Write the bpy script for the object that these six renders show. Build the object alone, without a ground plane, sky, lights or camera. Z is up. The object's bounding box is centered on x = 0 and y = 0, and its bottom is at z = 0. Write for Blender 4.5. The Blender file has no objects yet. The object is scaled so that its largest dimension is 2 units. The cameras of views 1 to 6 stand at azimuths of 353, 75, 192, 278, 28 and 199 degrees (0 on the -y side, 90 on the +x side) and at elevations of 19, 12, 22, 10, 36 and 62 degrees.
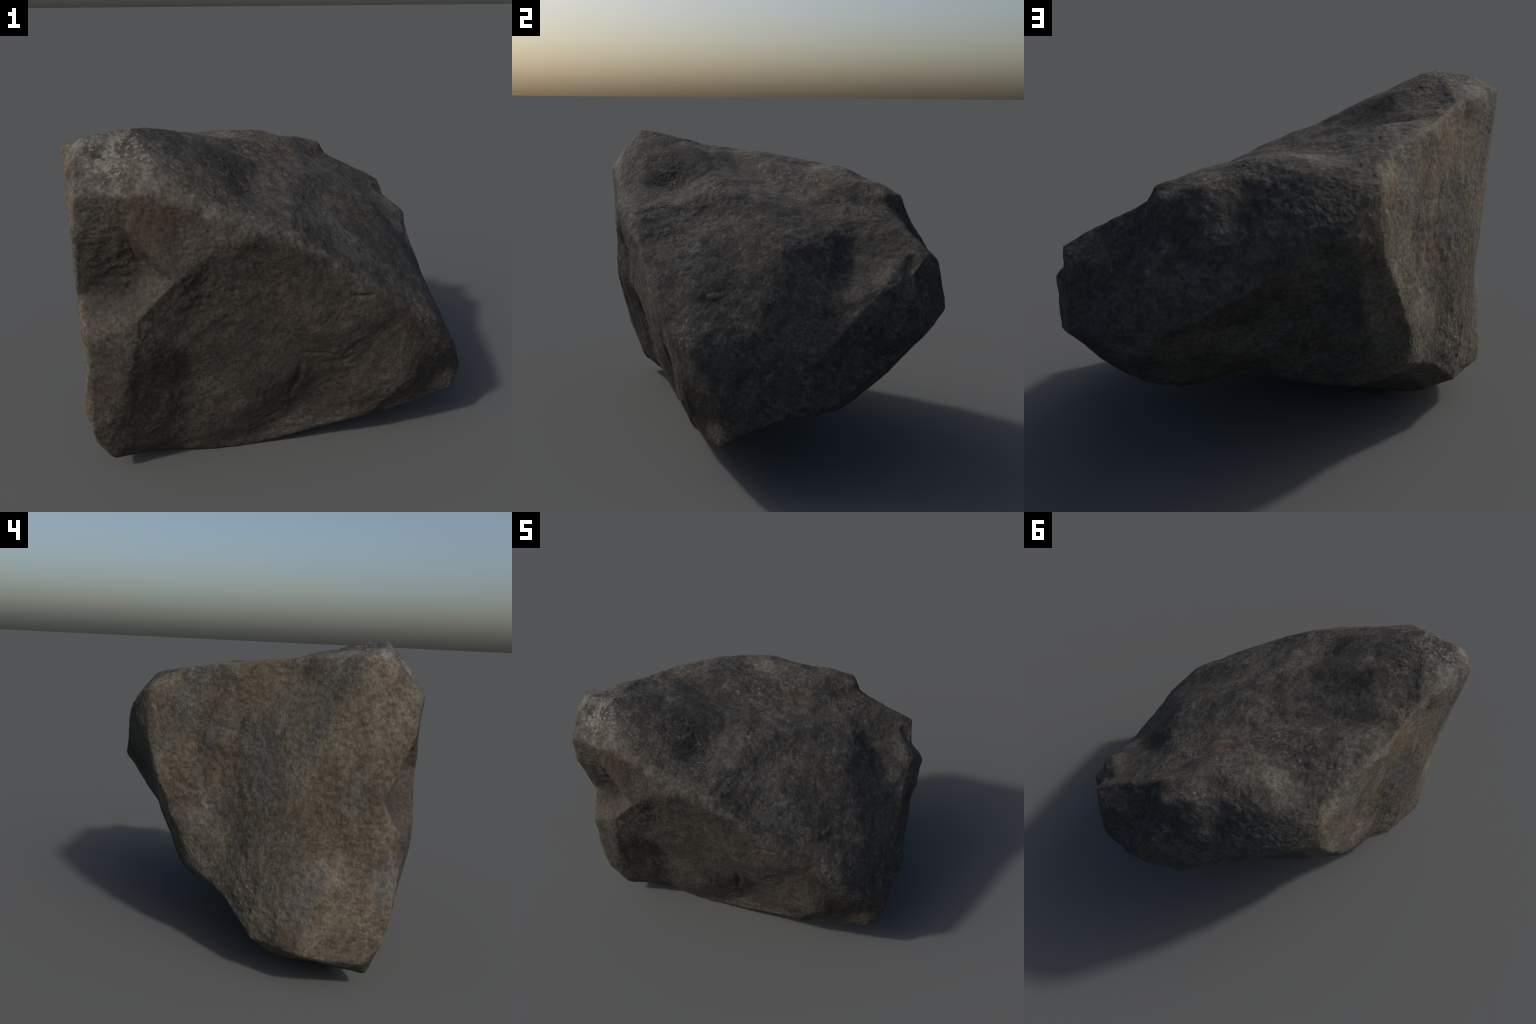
"""A weathered grey-brown boulder: broad flat left face, ridge along the front,
sloping dark top with a shallow valley, hollowed right side and an undercut back."""
import bpy
import numpy as np
from mathutils import Vector, noise

# ---------------------------------------------------------------- control points
# Corners, ridges, hollows and face centres of the rock, in metres, by region.
PEAK = [
    (-0.984, -0.575, 1.597), (-0.865, -0.677, 1.652), (-0.679, -0.682, 1.684), (-0.945, -0.758, 1.471), (-0.934, -0.719, 1.562),
    (-0.598, -0.795, 1.576), (-0.779, -0.727, 1.616),
]
FRONT_RIDGE = [
    (-0.908, -0.753, 1.560), (-0.656, -0.875, 1.437), (-0.732, -0.848, 1.316), (-0.371, -0.848, 1.386), (-0.167, -0.884, 1.250),
    (0.198, -0.780, 1.089), (0.285, -0.552, 1.124), (0.546, -0.713, 0.803), (0.768, -0.601, 0.681), (0.920, -0.489, 0.474),
    (0.994, -0.400, 0.324), (0.909, -0.483, 0.223), (0.915, -0.477, 0.352), (0.637, -0.597, 0.804), (0.717, -0.469, 0.786),
    (0.146, -0.629, 1.195), (-0.479, -0.863, 1.285), (0.091, -0.801, 0.991), (-0.018, -0.766, 1.276),
]
FRONT_FACE = [
    (-0.834, -0.846, 1.358), (-0.749, -0.815, 1.219), (-0.720, -0.747, 0.970), (-0.344, -0.870, 1.195), (-0.849, -0.774, 1.125),
    (-0.915, -0.784, 0.821), (-0.717, -0.861, 0.735), (-0.525, -0.869, 1.063), (-0.626, -0.765, 0.519), (-0.185, -0.821, 1.078),
    (-0.326, -0.747, 0.642), (0.387, -0.598, 0.297), (0.141, -0.554, 0.280), (-0.159, -0.662, 0.356), (-0.536, -0.632, 0.166),
    (-0.802, -0.783, 0.388), (-0.932, -0.745, 0.255), (0.104, -0.652, 0.520), (0.613, -0.630, 0.371), (0.705, -0.545, 0.274),
    (0.772, -0.591, 0.516), (-0.934, -0.821, 1.255), (-0.940, -0.760, 0.307), (0.203, -0.742, 0.714), (-0.963, -0.646, 0.780),
    (-0.413, -0.806, 0.925), (-0.457, -0.693, 0.501), (-0.094, -0.744, 0.757), (-0.686, -0.857, 0.888), (-0.659, -0.771, 1.095),
    (-0.546, -0.792, 0.717), (0.349, -0.646, 0.500), (-0.980, -0.638, 0.337),
]
LEFT_FRONT_EDGE = [
    (-0.911, -0.844, 1.446), (-0.959, -0.710, 0.956), (-0.899, -0.829, 0.770), (-0.941, -0.755, 0.671), (-0.959, -0.775, 0.440),
    (-0.854, -0.815, 0.601),
]
FRONT_FOOT = [
    (-0.854, -0.681, 0.092), (-0.810, -0.493, 0.091), (-0.216, -0.525, -0.009), (-0.223, 0.037, 0.200), (0.427, -0.542, 0.123),
    (0.803, -0.523, 0.336), (-0.660, -0.544, 0.027),
]
LEFT_FACE = [
    (-0.736, -0.557, 1.662), (-0.681, 0.078, 1.536), (-0.381, 0.471, 1.472), (-0.306, 0.632, 1.347), (-0.501, 0.530, 1.393),
    (-0.587, 0.374, 1.195), (-0.531, 0.518, 1.103), (-0.639, 0.266, 0.498), (-0.935, -0.360, 1.086), (-0.636, 0.211, 1.072),
    (-0.597, 0.362, 1.047), (-0.827, -0.047, 0.426), (-0.871, -0.119, 0.213), (-1.001, -0.396, 0.203), (-0.940, -0.658, 0.168),
    (-0.848, -0.147, 0.913), (-0.962, -0.565, 0.915), (-0.943, -0.519, 0.678), (-0.664, 0.177, 0.866), (-0.957, -0.620, 0.603),
    (-0.576, 0.303, 1.427), (-0.981, -0.514, 0.503), (-0.964, -0.531, 1.103), (-0.684, -0.551, 1.661), (-0.973, -0.621, 0.462),
    (-0.950, -0.456, 0.924), (-0.950, -0.501, 0.802), (-0.938, -0.337, 0.699), (-0.899, -0.157, 0.480), (-0.699, 0.076, 1.160),
    (-0.719, 0.027, 0.988), (-0.757, 0.030, 0.627), (-0.676, -0.459, 1.614), (-0.636, 0.353, 0.737), (-0.734, -0.059, 0.241),
    (-0.633, 0.309, 0.932), (-0.260, 0.300, 1.465), (-0.640, 0.209, 1.297), (-0.505, 0.061, 1.550), (-0.589, 0.445, 0.922),
]
TOP = [
    (-0.713, -0.647, 1.680), (-0.611, -0.601, 1.673), (-0.466, -0.375, 1.615), (-0.230, -0.201, 1.463), (-0.072, 0.011, 1.388),
    (-0.121, -0.344, 1.461), (-0.522, -0.583, 1.636), (-0.288, -0.613, 1.456), (0.042, -0.514, 1.308), (0.256, -0.162, 1.311),
    (0.500, -0.552, 0.970), (-0.385, -0.106, 1.451), (-0.618, -0.094, 1.542), (-0.488, 0.265, 1.513), (-0.023, 0.245, 1.451),
    (-0.020, 0.464, 1.481), (0.131, 0.386, 1.440), (-0.060, 0.577, 1.428), (-0.216, 0.569, 1.450), (0.393, 0.572, 1.372),
    (0.367, 0.469, 1.312), (0.217, 0.162, 1.316), (0.393, -0.319, 1.129), (0.227, 0.476, 1.431), (-0.784, -0.128, 1.272),
    (-0.335, -0.526, 1.537), (0.437, 0.568, 1.306), (-0.438, -0.698, 1.544), (-0.493, -0.464, 1.635), (-0.772, -0.251, 1.583),
    (-0.155, -0.527, 1.363), (-0.436, 0.241, 1.512), (0.197, 0.298, 1.380), (0.622, -0.340, 0.929), (0.270, -0.011, 1.312),
    (0.311, 0.343, 1.307), (-0.225, -0.699, 1.384), (-0.081, -0.644, 1.323), (-0.626, -0.467, 1.642), (0.633, -0.500, 0.855),
    (-0.538, -0.271, 1.548), (0.083, -0.286, 1.384), (-0.298, 0.076, 1.505), (-0.597, -0.401, 1.612), (0.040, -0.142, 1.397),
    (0.182, -0.405, 1.237), (0.134, 0.466, 1.439), (-0.513, 0.368, 1.489), (0.136, 0.007, 1.354),
]
RIGHT_SIDE = [
    (0.451, 0.340, 1.246), (0.659, 0.335, 1.074), (0.563, -0.036, 1.146), (0.776, 0.537, 1.068), (0.792, 0.642, 1.114),
    (0.916, 0.440, 0.729), (0.872, 0.368, 0.964), (0.922, 0.505, 0.904), (0.885, 0.583, 0.701), (1.003, -0.074, 0.435),
    (0.823, -0.289, 0.729), (0.936, -0.323, 0.479), (0.953, -0.278, 0.392), (0.977, -0.013, 0.384), (0.763, 0.180, 0.297),
    (0.984, -0.233, 0.362), (0.383, 0.619, 1.344), (0.418, 0.645, 1.255), (0.883, 0.288, 0.612), (0.814, 0.609, 0.934),
    (0.784, 0.106, 0.884), (0.929, 0.141, 0.510), (0.954, 0.107, 0.419), (0.885, 0.243, 0.850), (0.888, 0.440, 0.598),
    (0.668, 0.603, 1.183), (0.951, -0.171, 0.509), (0.827, 0.566, 1.035), (0.932, 0.014, 0.632),
]
BACK = [
    (0.332, 0.680, 1.355), (0.761, 0.713, 1.072), (0.737, 0.786, 0.794), (0.455, 0.850, 0.747), (0.068, 0.565, 1.425),
    (0.444, 0.834, 1.011), (0.205, 0.872, 0.915), (-0.073, 0.776, 1.054), (-0.147, 0.662, 1.340), (-0.326, 0.670, 1.257),
    (0.073, 0.752, 1.210), (-0.274, 0.599, 0.969), (0.012, 0.744, 0.940), (-0.240, 0.209, 0.305), (0.163, 0.275, 0.373),
    (0.226, 0.736, 0.701), (0.584, 0.768, 0.673), (0.619, 0.752, 0.930), (0.744, 0.630, 0.639), (0.614, 0.819, 0.798),
    (-0.183, 0.735, 1.215), (-0.455, 0.456, 0.737), (-0.253, 0.680, 1.289), (-0.032, 0.550, 0.647), (0.057, 0.694, 0.834),
    (0.183, 0.639, 1.401), (0.537, 0.855, 0.862), (0.188, 0.597, 0.577), (-0.124, 0.601, 0.833), (-0.259, 0.511, 0.677),
    (0.513, 0.717, 1.097), (0.319, 0.775, 1.171), (-0.398, 0.338, 0.407), (0.111, 0.398, 0.450), (0.262, 0.595, 1.411),
    (0.014, 0.627, 1.362),
]
UNDERSIDE = [
    (0.418, 0.653, 0.500), (0.625, 0.664, 0.586), (0.410, 0.322, 0.293), (0.179, 0.220, 0.339), (-0.711, 0.120, 0.419),
    (0.178, 0.132, 0.287), (-0.544, 0.079, 0.294), (0.709, 0.425, 0.410), (0.741, -0.199, 0.245), (0.212, -0.137, 0.152),
    (-0.667, -0.211, 0.063), (-0.757, 0.042, 0.385), (0.035, 0.217, 0.329),
]
CONTROL = PEAK + FRONT_RIDGE + FRONT_FACE + LEFT_FRONT_EDGE + FRONT_FOOT + LEFT_FACE + TOP + RIGHT_SIDE + BACK + UNDERSIDE
CENTRE = np.array((0.0, -0.02, 0.80))
# broad gullies, and ribs where the depth is negative: start, end, depth, half width
GULLIES = [
    ((0.56, 0.27, 1.19), (0.70, 0.21, 0.97), 0.028, 0.050),
    ((0.72, 0.58, 1.07), (0.86, 0.50, 0.93), 0.020, 0.040),
    ((0.74, 0.50, 1.08), (0.86, 0.36, 0.88), -0.014, 0.035),
    ((0.31, 0.74, 1.26), (0.18, 0.76, 1.08), 0.022, 0.050),
    ((0.40, 0.72, 1.33), (0.56, 0.77, 0.90), 0.020, 0.045),
    ((0.33, 0.72, 1.25), (0.42, 0.79, 1.00), -0.012, 0.035),
    ((-0.61, -0.45, 1.65), (-0.28, -0.17, 1.47), 0.024, 0.045),
]
# thin cracks and nicks: start, end, depth, half width
CRACKS = [
    ((0.27, -0.765, 0.905), (0.40, -0.735, 0.895), 0.012, 0.009),
    ((-0.930, -0.40, 1.54), (-0.940, -0.48, 1.36), 0.008, 0.006),
    ((0.08, -0.66, 0.56), (0.02, -0.60, 0.27), 0.007, 0.018),
    ((0.05, -0.66, 0.60), (0.26, -0.67, 0.57), 0.005, 0.012),
    ((-0.66, 0.19, 0.83), (-0.68, 0.10, 0.825), 0.006, 0.010),
    ((-0.57, 0.40, 0.95), (-0.66, 0.20, 0.88), 0.004, 0.012),
]


# ---------------------------------------------------------------- surface
def skin(directions):
    """Triangulate points on a sphere: the convex hull of their directions."""
    rng = np.random.default_rng(1)
    d = directions + rng.normal(0, 1e-7, directions.shape)
    first = [0, int(np.argmax(np.linalg.norm(d - d[0], axis=1)))]
    first.append(int(np.argmax(np.linalg.norm(np.cross(d - d[0], d[first[1]] - d[0]), axis=1))))
    plane = np.cross(d[first[1]] - d[0], d[first[2]] - d[0])
    first.append(int(np.argmax(np.abs((d - d[0]) @ plane))))
    middle = d[first].mean(0)
    faces = []
    for skip in range(4):
        a, b, c = [first[i] for i in range(4) if i != skip]
        if np.dot(np.cross(d[b] - d[a], d[c] - d[a]), d[a] - middle) < 0:
            b, c = c, b
        faces.append((a, b, c))
    for i in range(len(d)):
        if i in first:
            continue
        f = np.array(faces)
        n = np.cross(d[f[:, 1]] - d[f[:, 0]], d[f[:, 2]] - d[f[:, 0]])
        seen = np.einsum("ij,ij->i", n, d[i] - d[f[:, 0]]) > 1e-14
        rim = {(int(t[k]), int(t[(k + 1) % 3])) for t in f[seen] for k in range(3)}
        faces = [tuple(t) for t in f[~seen]] + [(a, b, i) for a, b in sorted(rim) if (b, a) not in rim]
    return np.array(faces)


def settle(p, f):
    """Flip edges while that lowers the total of edge length times bend, so ridges run along their points."""
    f = [tuple(int(a) for a in t) for t in f]

    def normal(t):
        n = np.cross(p[t[1]] - p[t[0]], p[t[2]] - p[t[0]])
        return n / (np.linalg.norm(n) + 1e-12)

    def stout(t):
        longest = max(np.linalg.norm(p[t[k]] - p[t[k - 1]]) for k in range(3))
        return np.linalg.norm(np.cross(p[t[1]] - p[t[0]], p[t[2]] - p[t[0]])) / longest ** 2

    def bend(a, b, n, m):
        return np.linalg.norm(p[a] - p[b]) * np.arccos(np.clip(n @ m, -1, 1))

    own = {(t[k], t[(k + 1) % 3]): i for i, t in enumerate(f) for k in range(3)}
    for _ in range(30):
        changed = False
        for a, b in sorted(own):
            if a > b or (a, b) not in own or (b, a) not in own:
                continue
            i, j = own[(a, b)], own[(b, a)]
            c = next(x for x in f[i] if x not in (a, b))
            d = next(x for x in f[j] if x not in (a, b))
            if (c, d) in own or (d, c) in own:
                continue
            t1, t2, s1, s2 = (a, b, c), (b, a, d), (c, d, b), (d, c, a)
            thin = min(stout(s1), stout(s2))
            if thin < 0.12 and thin < min(stout(t1), stout(t2)):
                continue
            n1, n2, m1, m2 = map(normal, (t1, t2, s1, s2))
            if m1 @ (n1 + n2) <= 0.2 or m2 @ (n1 + n2) <= 0.2:
                continue
            bc, ca, ad, db = (normal(f[own[(y, x)]]) for x, y in ((b, c), (c, a), (a, d), (d, b)))
            before = bend(a, b, n1, n2) + bend(b, c, n1, bc) + bend(c, a, n1, ca) + bend(a, d, n2, ad) + bend(d, b, n2, db)
            after = bend(c, d, m1, m2) + bend(b, c, m1, bc) + bend(d, b, m1, db) + bend(c, a, m2, ca) + bend(a, d, m2, ad)
            if after < before - 1e-4:
                del own[(a, b)], own[(b, a)]
                f[i], f[j] = s1, s2
                for t, k in ((s1, i), (s2, j)):
                    for q in range(3):
                        own[(t[q], t[(q + 1) % 3])] = k
                changed = True
        if not changed:
            break
    return np.array(f)


def split(p, f):
    """Cut each triangle into four."""
    e = np.sort(np.concatenate([f[:, [0, 1]], f[:, [1, 2]], f[:, [2, 0]]]), axis=1)
    u, back = np.unique(e, axis=0, return_inverse=True)
    back = back.reshape(-1)
    m = len(p) + back.reshape(3, -1)
    q = np.concatenate([p, (p[u[:, 0]] + p[u[:, 1]]) / 2])
    a, b, c = f.T
    ab, bc, ca = m
    return q, np.concatenate([np.stack(t, 1) for t in ((a, ab, ca), (ab, b, bc), (ca, bc, c), (ab, bc, ca))])


def sharp_edges(p, f, degrees):
    """Edges where the faces meet at more than the given bend."""
    n = np.cross(p[f[:, 1]] - p[f[:, 0]], p[f[:, 2]] - p[f[:, 0]])
    n /= np.linalg.norm(n, axis=1, keepdims=True)
    own = {(int(t[k]), int(t[(k + 1) % 3])): i for i, t in enumerate(f) for k in range(3)}
    return {e for e in own if n[own[e]] @ n[own[e[::-1]]] < np.cos(np.radians(degrees)) and np.cross(n[own[e]], n[own[e[::-1]]]) @ (p[e[1]] - p[e[0]]) > 0}


def ease(p, f, rounds, pull=0.5, push=-0.52, stiff=None):
    """Round the edges without shrinking the body; stiff points move less."""
    e = np.unique(np.sort(np.concatenate([f[:, [0, 1]], f[:, [1, 2]], f[:, [2, 0]]]), axis=1), axis=0)
    count = np.bincount(e.reshape(-1), minlength=len(p))[:, None]
    for _ in range(rounds):
        for step in (pull, push):
            s = np.zeros_like(p)
            np.add.at(s, e[:, 0], p[e[:, 1]])
            np.add.at(s, e[:, 1], p[e[:, 0]])
            p = p + step * (s / count - p) * (1.0 if stiff is None else stiff)
    return p


def normals(p, f):
    n = np.cross(p[f[:, 1]] - p[f[:, 0]], p[f[:, 2]] - p[f[:, 0]])
    v = np.zeros_like(p)
    for k in range(3):
        np.add.at(v, f[:, k], n)
    return v / (np.linalg.norm(v, axis=1, keepdims=True) + 1e-12)


def lumps(p, scale, seed):
    off = Vector((seed * 3.1, seed * 1.7, seed * 2.3))
    return np.array([noise.noise(Vector(q) * scale + off) for q in p])


def carve(p, n, lines):
    """Cut grooves (or raise ribs, with a negative depth) along lines laid on the surface."""
    for start, end, depth, width in lines:
        start, span = np.array(start), np.array(end) - np.array(start)
        along = (p - start) @ span / (span @ span)
        wander = 0.012 * lumps(p, 12.0, 6)[:, None] * n[:, [1, 2, 0]]
        away = p + wander - (start + np.clip(along, 0, 1)[:, None] * span)
        lift = np.einsum("ij,ij->i", away, n)[:, None]
        gap = np.linalg.norm(away - n * lift * np.exp(-(lift / 0.12) ** 4), axis=1)
        taper = np.clip(1 - np.abs(2 * np.clip(along, 0, 1) - 1) ** 3, 0, 1)
        p = p - n * (depth * taper * np.exp(-(gap / width) ** 2))[:, None]
    return p


control = np.array(CONTROL)
rays = control - CENTRE
faces = settle(control, skin(rays / np.linalg.norm(rays, axis=1, keepdims=True)))
coarse = faces


crisp_edges = sorted(sharp_edges(control, coarse, 34))


def crisp_line(count):
    """1 for points of the twice split cage that lie on a crisp edge."""
    line = np.zeros((count, len(crisp_edges)))
    for k, ends in enumerate(crisp_edges):
        line[list(ends), k] = 1
    f = coarse
    for _ in range(2):
        line, f = split(line, f)
    return (line.max(axis=1, keepdims=True) > 0.999).astype(float)


stiff = 1 - 0.8 * crisp_line(len(control))


def rounded(cage):
    p, f = cage, coarse
    for _ in range(2):
        p, f = split(p, f)
    p = ease(p, f, 2, stiff=stiff)
    p, f = split(p, f)
    return ease(p, f, 2), f


# the rounding pulls corners in, so the cage is swollen until the corners sit right
cage = control.copy()
for _ in range(4):
    points, faces = rounded(cage)
    cage += 0.8 * (control - points[:len(control)])
points, faces = rounded(cage)
n = normals(points, faces)
points = points + n * (0.006 * lumps(points, 6.0, 1) + 0.005 * lumps(points, 14.0, 2))[:, None]
points, faces = split(points, faces)
points = ease(points, faces, 1)
n = normals(points, faces)
points = carve(points, n, GULLIES)
n = normals(points, faces)
patchy = np.clip(0.75 + 1.5 * lumps(points, 3.5, 7), 0.15, 1.6)
chips = lumps(points, 30.0, 3) * patchy
points = points + n * (0.0035 * chips - 0.004 * np.clip(lumps(points, 19.0, 4) - 0.25, 0, 1))[:, None]
points, faces = split(points, faces)
n = normals(points, faces)
points = carve(points, n, CRACKS)
n = normals(points, faces)
points = points + n * (0.0018 * lumps(points, 75.0, 5) * np.clip(0.7 + 1.6 * lumps(points, 5.0, 8), 0.1, 1.6))[:, None]
points[:, 2] = np.maximum(points[:, 2], 0.0)


# ---------------------------------------------------------------- material
# base colours (linear)
FRONT_DARK, FRONT_LIGHT, FRONT_GREY = (0.037, 0.031, 0.026), (0.056, 0.048, 0.040), (0.043, 0.041, 0.036)
TOP_DARK, TOP_LIGHT, TOP_PALE = (0.040, 0.036, 0.031), (0.066, 0.058, 0.048), (0.090, 0.083, 0.072)
TOP_BROWN, TOP_BLACK = (0.062, 0.050, 0.039), (0.024, 0.022, 0.020)
REAR_DARK, REAR_LIGHT, REAR_OLIVE = (0.037, 0.035, 0.031), (0.061, 0.058, 0.050), (0.058, 0.050, 0.037)
TAN_DEEP, TAN_LIGHT = (0.063, 0.054, 0.041), (0.103, 0.088, 0.067)
TAN_RUST, TAN_GREY, TAN_DARK = (0.086, 0.064, 0.043), (0.078, 0.075, 0.068), (0.040, 0.036, 0.031)
RUST, BEIGE, PALE, CREST, FLECK = (0.052, 0.036, 0.026), (0.064, 0.056, 0.045), (0.132, 0.127, 0.113), (0.084, 0.077, 0.064), (0.145, 0.139, 0.126)
TAN_SPECK = (0.165, 0.150, 0.120)


class Graph:
    """Small helpers to wire a node material."""

    def __init__(self, name):
        self.mat = bpy.data.materials.new(name)
        self.mat.use_nodes = True
        self.t = self.mat.node_tree
        self.t.nodes.clear()

    def put(self, socket, value):
        if isinstance(value, bpy.types.NodeSocket):
            self.t.links.new(value, socket)
        elif isinstance(value, (tuple, list)) and len(value) == 3 and socket.type == "RGBA":
            socket.default_value = (*value, 1)
        else:
            socket.default_value = value

    def node(self, kind, **settings):
        x = self.t.nodes.new(kind)
        for k, v in settings.items():
            setattr(x, k, v)
        return x

    def math(self, op, a, b=0.0, clamp=False):
        x = self.node("ShaderNodeMath", operation=op, use_clamp=clamp)
        self.put(x.inputs[0], a)
        self.put(x.inputs[1], b)
        return x.outputs[0]

    def vec(self, op, a, b):
        x = self.node("ShaderNodeVectorMath", operation=op)
        self.put(x.inputs[0], a)
        self.put(x.inputs[3 if op == "SCALE" else 1], b)
        return x.outputs["Value" if op in ("DOT_PRODUCT", "DISTANCE", "LENGTH") else "Vector"]

    def noise(self, vector, scale, detail=4.0, rough=0.6, warp=0.0, colour=False):
        x = self.node("ShaderNodeTexNoise")
        for k, v in (("Vector", vector), ("Scale", scale), ("Detail", detail), ("Roughness", rough), ("Distortion", warp)):
            self.put(x.inputs[k], v)
        return x.outputs["Color" if colour else "Fac"]

    def step(self, value, low, high, to_low=0.0, to_high=1.0):
        x = self.node("ShaderNodeMapRange", interpolation_type="SMOOTHSTEP")
        for k, v in zip(("Value", "From Min", "From Max", "To Min", "To Max"), (value, low, high, to_low, to_high)):
            self.put(x.inputs[k], v)
        return x.outputs[0]

    def mix(self, fac, a, b, mode="MIX"):
        x = self.node("ShaderNodeMix", data_type="RGBA", blend_type=mode)
        self.put(x.inputs[0], fac)
        self.put(x.inputs[6], a)
        self.put(x.inputs[7], b)
        return x.outputs[2]

    def times(self, *masks):
        r = masks[0]
        for m in masks[1:]:
            r = self.math("MULTIPLY", r, m, clamp=True)
        return r

    def either(self, *masks):
        r = masks[0]
        for m in masks[1:]:
            r = self.math("MAXIMUM", r, m)
        return r


def slant_vector(g, v):
    x = g.node("ShaderNodeCombineXYZ")
    for k in range(3):
        x.inputs[k].default_value = v[k]
    return x.outputs[0]


def stone():
    g = Graph("weathered_stone")
    out, bsdf = g.node("ShaderNodeOutputMaterial"), g.node("ShaderNodeBsdfPrincipled")
    g.t.links.new(bsdf.outputs[0], out.inputs[0])
    place = g.node("ShaderNodeTexCoord").outputs["Object"]
    stretched = g.vec("MULTIPLY", place, (1.0, 0.65, 1.0))

    # positions shaken a little, so that every patch gets a ragged rim
    shake = g.vec("SUBTRACT", g.noise(place, 7.0, 5.0, 0.65, colour=True), (0.5, 0.5, 0.5))
    ragged = g.vec("ADD", place, g.vec("SCALE", shake, 0.22))
    shake_fine = g.vec("SUBTRACT", g.noise(place, 16.0, 4.0, 0.6, colour=True), (0.5, 0.5, 0.5))
    crisp = g.vec("ADD", place, g.vec("SCALE", shake_fine, 0.05))

    def patch(centre, inner, outer, where=ragged):
        return g.step(g.vec("DISTANCE", where, centre), outer, inner)

    # which face of the rock: the tan split face, the brown front, the dark weathered top
    split_face = g.step(g.vec("DOT_PRODUCT", crisp, (0.92, -0.39, 0.0)), -0.585, -0.635)
    split_rim = g.step(g.vec("DOT_PRODUCT", crisp, (1.0, 0.12, 0.0)), -1.0, -1.03)
    tan_mask = g.either(split_face, split_rim)
    x = g.vec("DOT_PRODUCT", place, (1.0, 0.0, 0.0))
    bow = g.math("MULTIPLY", g.math("MULTIPLY", x, x), 0.1)
    over_ridge = g.math("ADD", g.vec("DOT_PRODUCT", crisp, (0.268, 0.681, 0.681)), bow)
    behind_ridge = g.step(over_ridge, 0.235, 0.275)

    cloud = g.noise(place, 2.6, 5.0, 0.62)
    cloud_two = g.noise(g.vec("ADD", place, (7.3, 1.1, 4.2)), 4.5, 5.0, 0.6)
    mottle = g.noise(g.vec("ADD", place, (3.0, 9.0, 2.0)), 11.0, 5.0, 0.65)
    grain = g.noise(stretched, 46.0, 4.0, 0.62)
    grit = g.noise(g.vec("MULTIPLY", place, (0.75, 1.0, 0.55)), 95.0, 3.0, 0.6)

    # brown front
    front = g.mix(g.step(cloud_two, 0.36, 0.66), FRONT_DARK, FRONT_LIGHT)
    front = g.mix(g.step(mottle, 0.55, 0.72), front, FRONT_GREY)

    # dark weathered top, right side and back
    top = g.mix(g.step(cloud, 0.38, 0.62), TOP_DARK, TOP_LIGHT)
    top = g.mix(g.step(cloud_two, 0.52, 0.68), top, TOP_BROWN)
    top = g.mix(g.times(g.step(mottle, 0.54, 0.38), 0.5), top, TOP_BLACK)
    top = g.mix(g.times(g.step(g.noise(g.vec("ADD", place, (4.0, 4.0, 1.0)), 17.0, 6.0, 0.72), 0.52, 0.66), 0.75), top, TOP_PALE)
    rear_side = g.step(g.vec("DOT_PRODUCT", ragged, (-0.3, 0.9, -0.3)), 0.06, 0.22)
    rear = g.mix(g.step(cloud_two, 0.40, 0.62), REAR_DARK, REAR_LIGHT)
    rear = g.mix(g.times(g.step(cloud, 0.50, 0.64), 0.7), rear, REAR_OLIVE)
    rear = g.mix(g.times(g.step(mottle, 0.52, 0.38), 0.6), rear, TOP_BLACK)
    top = g.mix(rear_side, top, rear)
    body = g.mix(behind_ridge, front, top)

    # tan split face with rusty, grey and dark stains running slantwise down it
    slant = (0.05, -0.42, 0.90)
    along = g.vec("DOT_PRODUCT", place, slant)
    run = g.vec("SUBTRACT", place, g.vec("SCALE", slant_vector(g, slant), g.math("MULTIPLY", along, 0.6)))
    tan = g.mix(g.step(g.noise(run, 4.0, 5.0, 0.6), 0.38, 0.62), TAN_DEEP, TAN_LIGHT)
    tan = g.mix(g.times(g.step(g.noise(g.vec("ADD", run, (5.0, 2.0, 8.0)), 5.0, 4.0, 0.6), 0.52, 0.64), 0.75), tan, TAN_RUST)
    tan = g.mix(g.times(g.step(g.noise(g.vec("ADD", run, (1.0, 6.0, 3.0)), 6.0, 5.0, 0.62), 0.50, 0.62), 0.85), tan, TAN_GREY)
    tan = g.mix(g.times(g.step(g.noise(g.vec("ADD", run, (2.0, 3.0, 6.0)), 13.0, 5.0, 0.66), 0.55, 0.68), 0.7), tan, TAN_DARK)
    colour = g.mix(tan_mask, body, tan)

    # single patches that the rock shows
    rust = g.either(patch((-0.62, -0.88, 1.36), 0.06, 0.20), patch((0.127, 0.27, 1.40), 0.03, 0.13), patch((0.50, -0.20, 1.14), 0.02, 0.12),
                    patch((0.61, -0.69, 0.76), 0.03, 0.13))
    colour = g.mix(g.times(rust, 0.75), colour, RUST)
    rust_split = g.either(patch((-0.704, 0.061, 1.04), 0.05, 0.17), patch((-0.75, -0.10, 1.50), 0.06, 0.20), patch((-0.93, -0.50, 0.80), 0.05, 0.2))
    colour = g.mix(g.times(rust_split, 0.6), colour, TAN_RUST)
    beige = g.either(patch((0.10, 0.52, 1.42), 0.08, 0.26), patch((0.62, 0.46, 1.13), 0.05, 0.22), patch((-0.35, 0.50, 1.42), 0.04, 0.16))
    colour = g.mix(g.times(beige, 0.7), colour, BEIGE)
    dark = g.either(patch((-0.60, -0.80, 0.62), 0.05, 0.20), patch((-0.74, -0.74, 0.30), 0.05, 0.20), patch((-0.42, -0.18, 1.48), 0.08, 0.30),
                    patch((-0.20, -0.42, 1.46), 0.05, 0.18), patch((-0.80, -0.74, 0.98), 0.04, 0.16), patch((-0.85, -0.36, 1.56), 0.02, 0.12))
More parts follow.
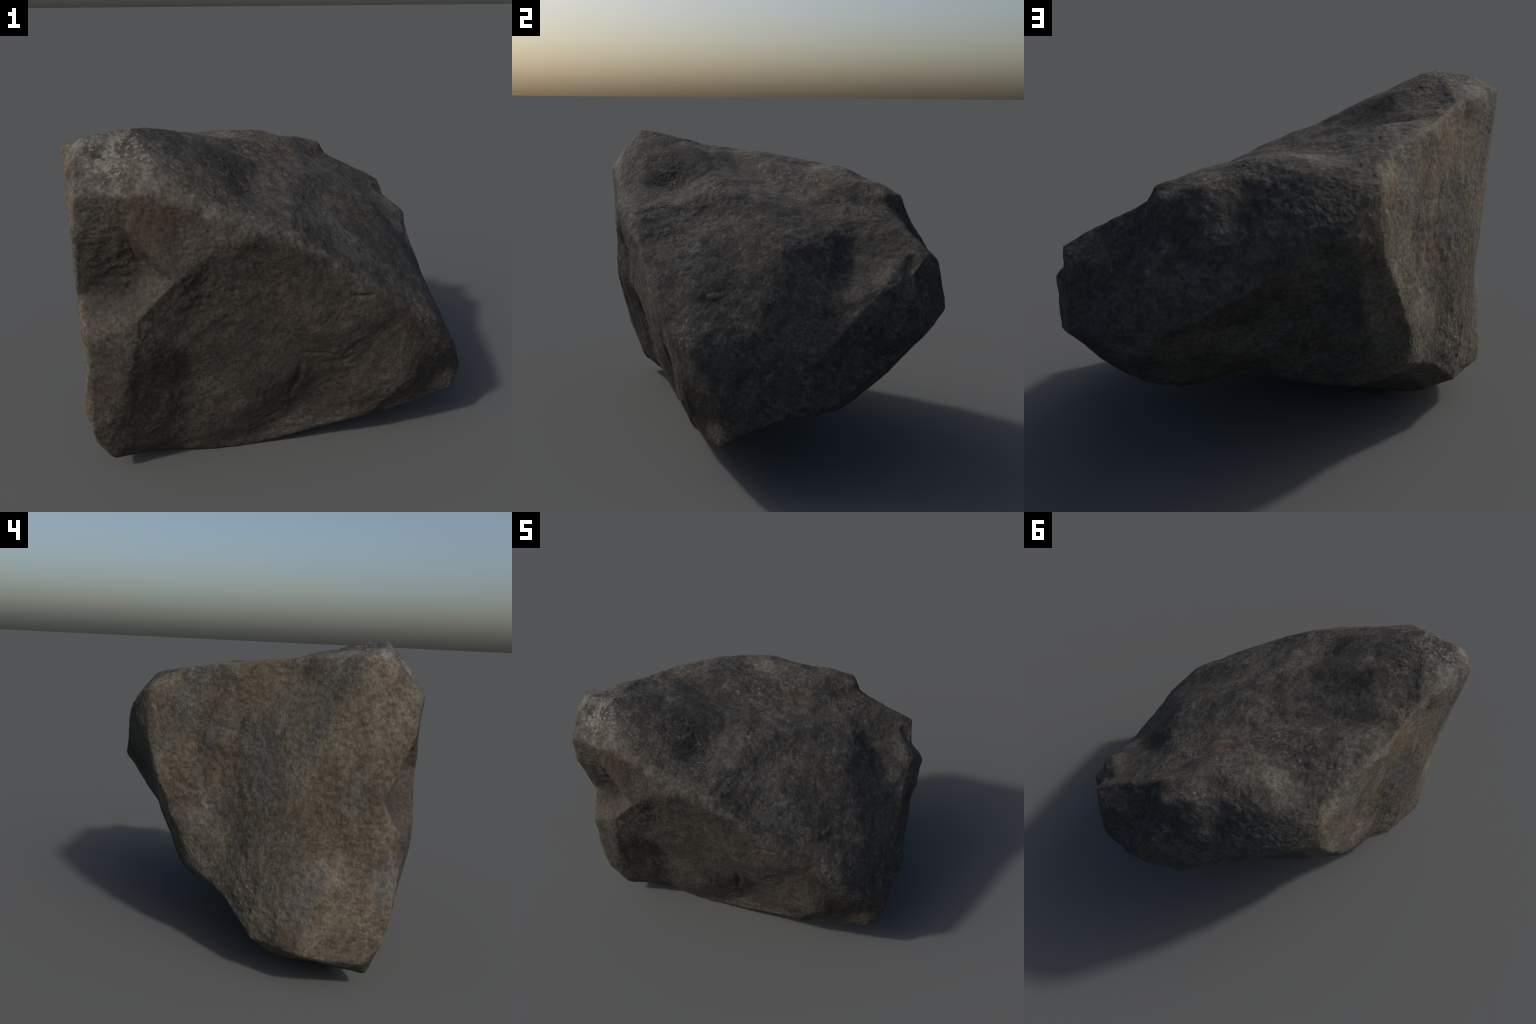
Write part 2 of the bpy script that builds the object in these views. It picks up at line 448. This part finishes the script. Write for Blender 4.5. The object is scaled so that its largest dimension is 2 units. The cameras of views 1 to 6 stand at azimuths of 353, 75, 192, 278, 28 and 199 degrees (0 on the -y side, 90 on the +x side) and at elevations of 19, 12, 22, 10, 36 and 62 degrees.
    colour = g.mix(g.times(dark, 0.42), colour, TOP_BLACK)
    pale = g.either(patch((-0.88, -0.58, 1.63), 0.05, 0.26), patch((-0.72, -0.76, 1.56), 0.04, 0.26), g.times(patch((-0.57, 0.26, 1.49), 0.04, 0.20), 0.6),
                    g.times(patch((0.37, 0.33, 1.31), 0.01, 0.10), 0.6), g.times(patch((0.107, 0.379, 1.45), 0.01, 0.10), 0.6), g.times(patch((-0.20, 0.38, 1.48), 0.01, 0.12), 0.6),
                    g.times(patch((0.30, -0.55, 1.06), 0.04, 0.24), 0.35))
    pale_blotch = g.times(pale, g.step(g.noise(place, 11.0, 6.0, 0.68), 0.44, 0.60))
    colour = g.mix(g.times(pale_blotch, 0.8), colour, PALE)

    # worn, paler crest of the front ridge
    crest = g.times(g.step(g.math("ABSOLUTE", g.math("SUBTRACT", over_ridge, 0.262)), 0.05, 0.0), g.step(mottle, 0.40, 0.55), g.step(x, 0.9, 0.6))
    colour = g.mix(g.times(crest, g.math("SUBTRACT", 1.0, tan_mask), 0.55), colour, CREST)

    # and of the rim where the split face meets the top
    rim_gap = g.math("ABSOLUTE", g.math("ADD", g.vec("DOT_PRODUCT", crisp, (0.92, -0.39, 0.0)), 0.605))
    rim = g.times(g.step(rim_gap, 0.055, 0.0), g.step(mottle, 0.40, 0.58), g.step(g.vec("DOT_PRODUCT", place, (0.0, 0.0, 1.0)), 1.30, 1.42))
    colour = g.mix(g.times(rim, 0.6), colour, CREST)

    # grain: light and dark specks everywhere, pale lichen flecks mostly on the top
    colour = g.mix(1.0, colour, g.mix(g.step(grain, 0.30, 0.70), (0.70, 0.70, 0.70), (1.30, 1.30, 1.29)), "MULTIPLY")
    colour = g.mix(1.0, colour, g.mix(g.step(grit, 0.30, 0.70), (0.80, 0.80, 0.80), (1.20, 1.20, 1.20)), "MULTIPLY")
    fleck_bed = g.either(g.times(g.step(mottle, 0.46, 0.62), g.step(cloud_two, 0.40, 0.56)), pale)
    fleck = g.step(g.noise(g.vec("MULTIPLY", place, (0.8, 1.2, 0.7)), 58.0, 2.0, 0.5), 0.575, 0.665)
    capping = g.step(g.vec("DOT_PRODUCT", ragged, (0.42, -0.12, 0.90)), 0.92, 1.10)
    where_fleck = g.either(g.times(behind_ridge, capping, g.math("SUBTRACT", 1.0, tan_mask)), g.times(tan_mask, 0.5), 0.2)
    colour = g.mix(g.times(fleck, fleck_bed, where_fleck, 0.9), colour, FLECK)

    speck = g.step(g.noise(place, 88.0, 2.0, 0.5), 0.60, 0.70)
    colour = g.mix(g.times(speck, tan_mask, g.step(cloud, 0.42, 0.58), 0.6), colour, TAN_SPECK)
    g.put(bsdf.inputs["Base Color"], colour)
    g.put(bsdf.inputs["Roughness"], 0.88)
    g.put(bsdf.inputs["Specular IOR Level"], 0.25)

    bump = g.node("ShaderNodeBump")
    height = g.math("ADD", g.math("MULTIPLY", g.noise(place, 55.0, 5.0, 0.65), 1.0), g.math("MULTIPLY", grit, 0.35))
    g.put(bump.inputs["Height"], height)
    g.put(bump.inputs["Strength"], g.step(cloud_two, 0.35, 0.65, 0.18, 0.62))
    g.put(bump.inputs["Distance"], 0.012)
    g.put(bsdf.inputs["Normal"], bump.outputs[0])
    return g.mat


mesh = bpy.data.meshes.new("boulder")
mesh.from_pydata(points.tolist(), [], faces.tolist())
mesh.update()
mesh.shade_smooth()
boulder = bpy.data.objects.new("boulder", mesh)
bpy.context.scene.collection.objects.link(boulder)
boulder["label"] = "rough grey-brown boulder with flat face and undercut back"
boulder["category"] = "rock"
mesh.materials.append(stone())
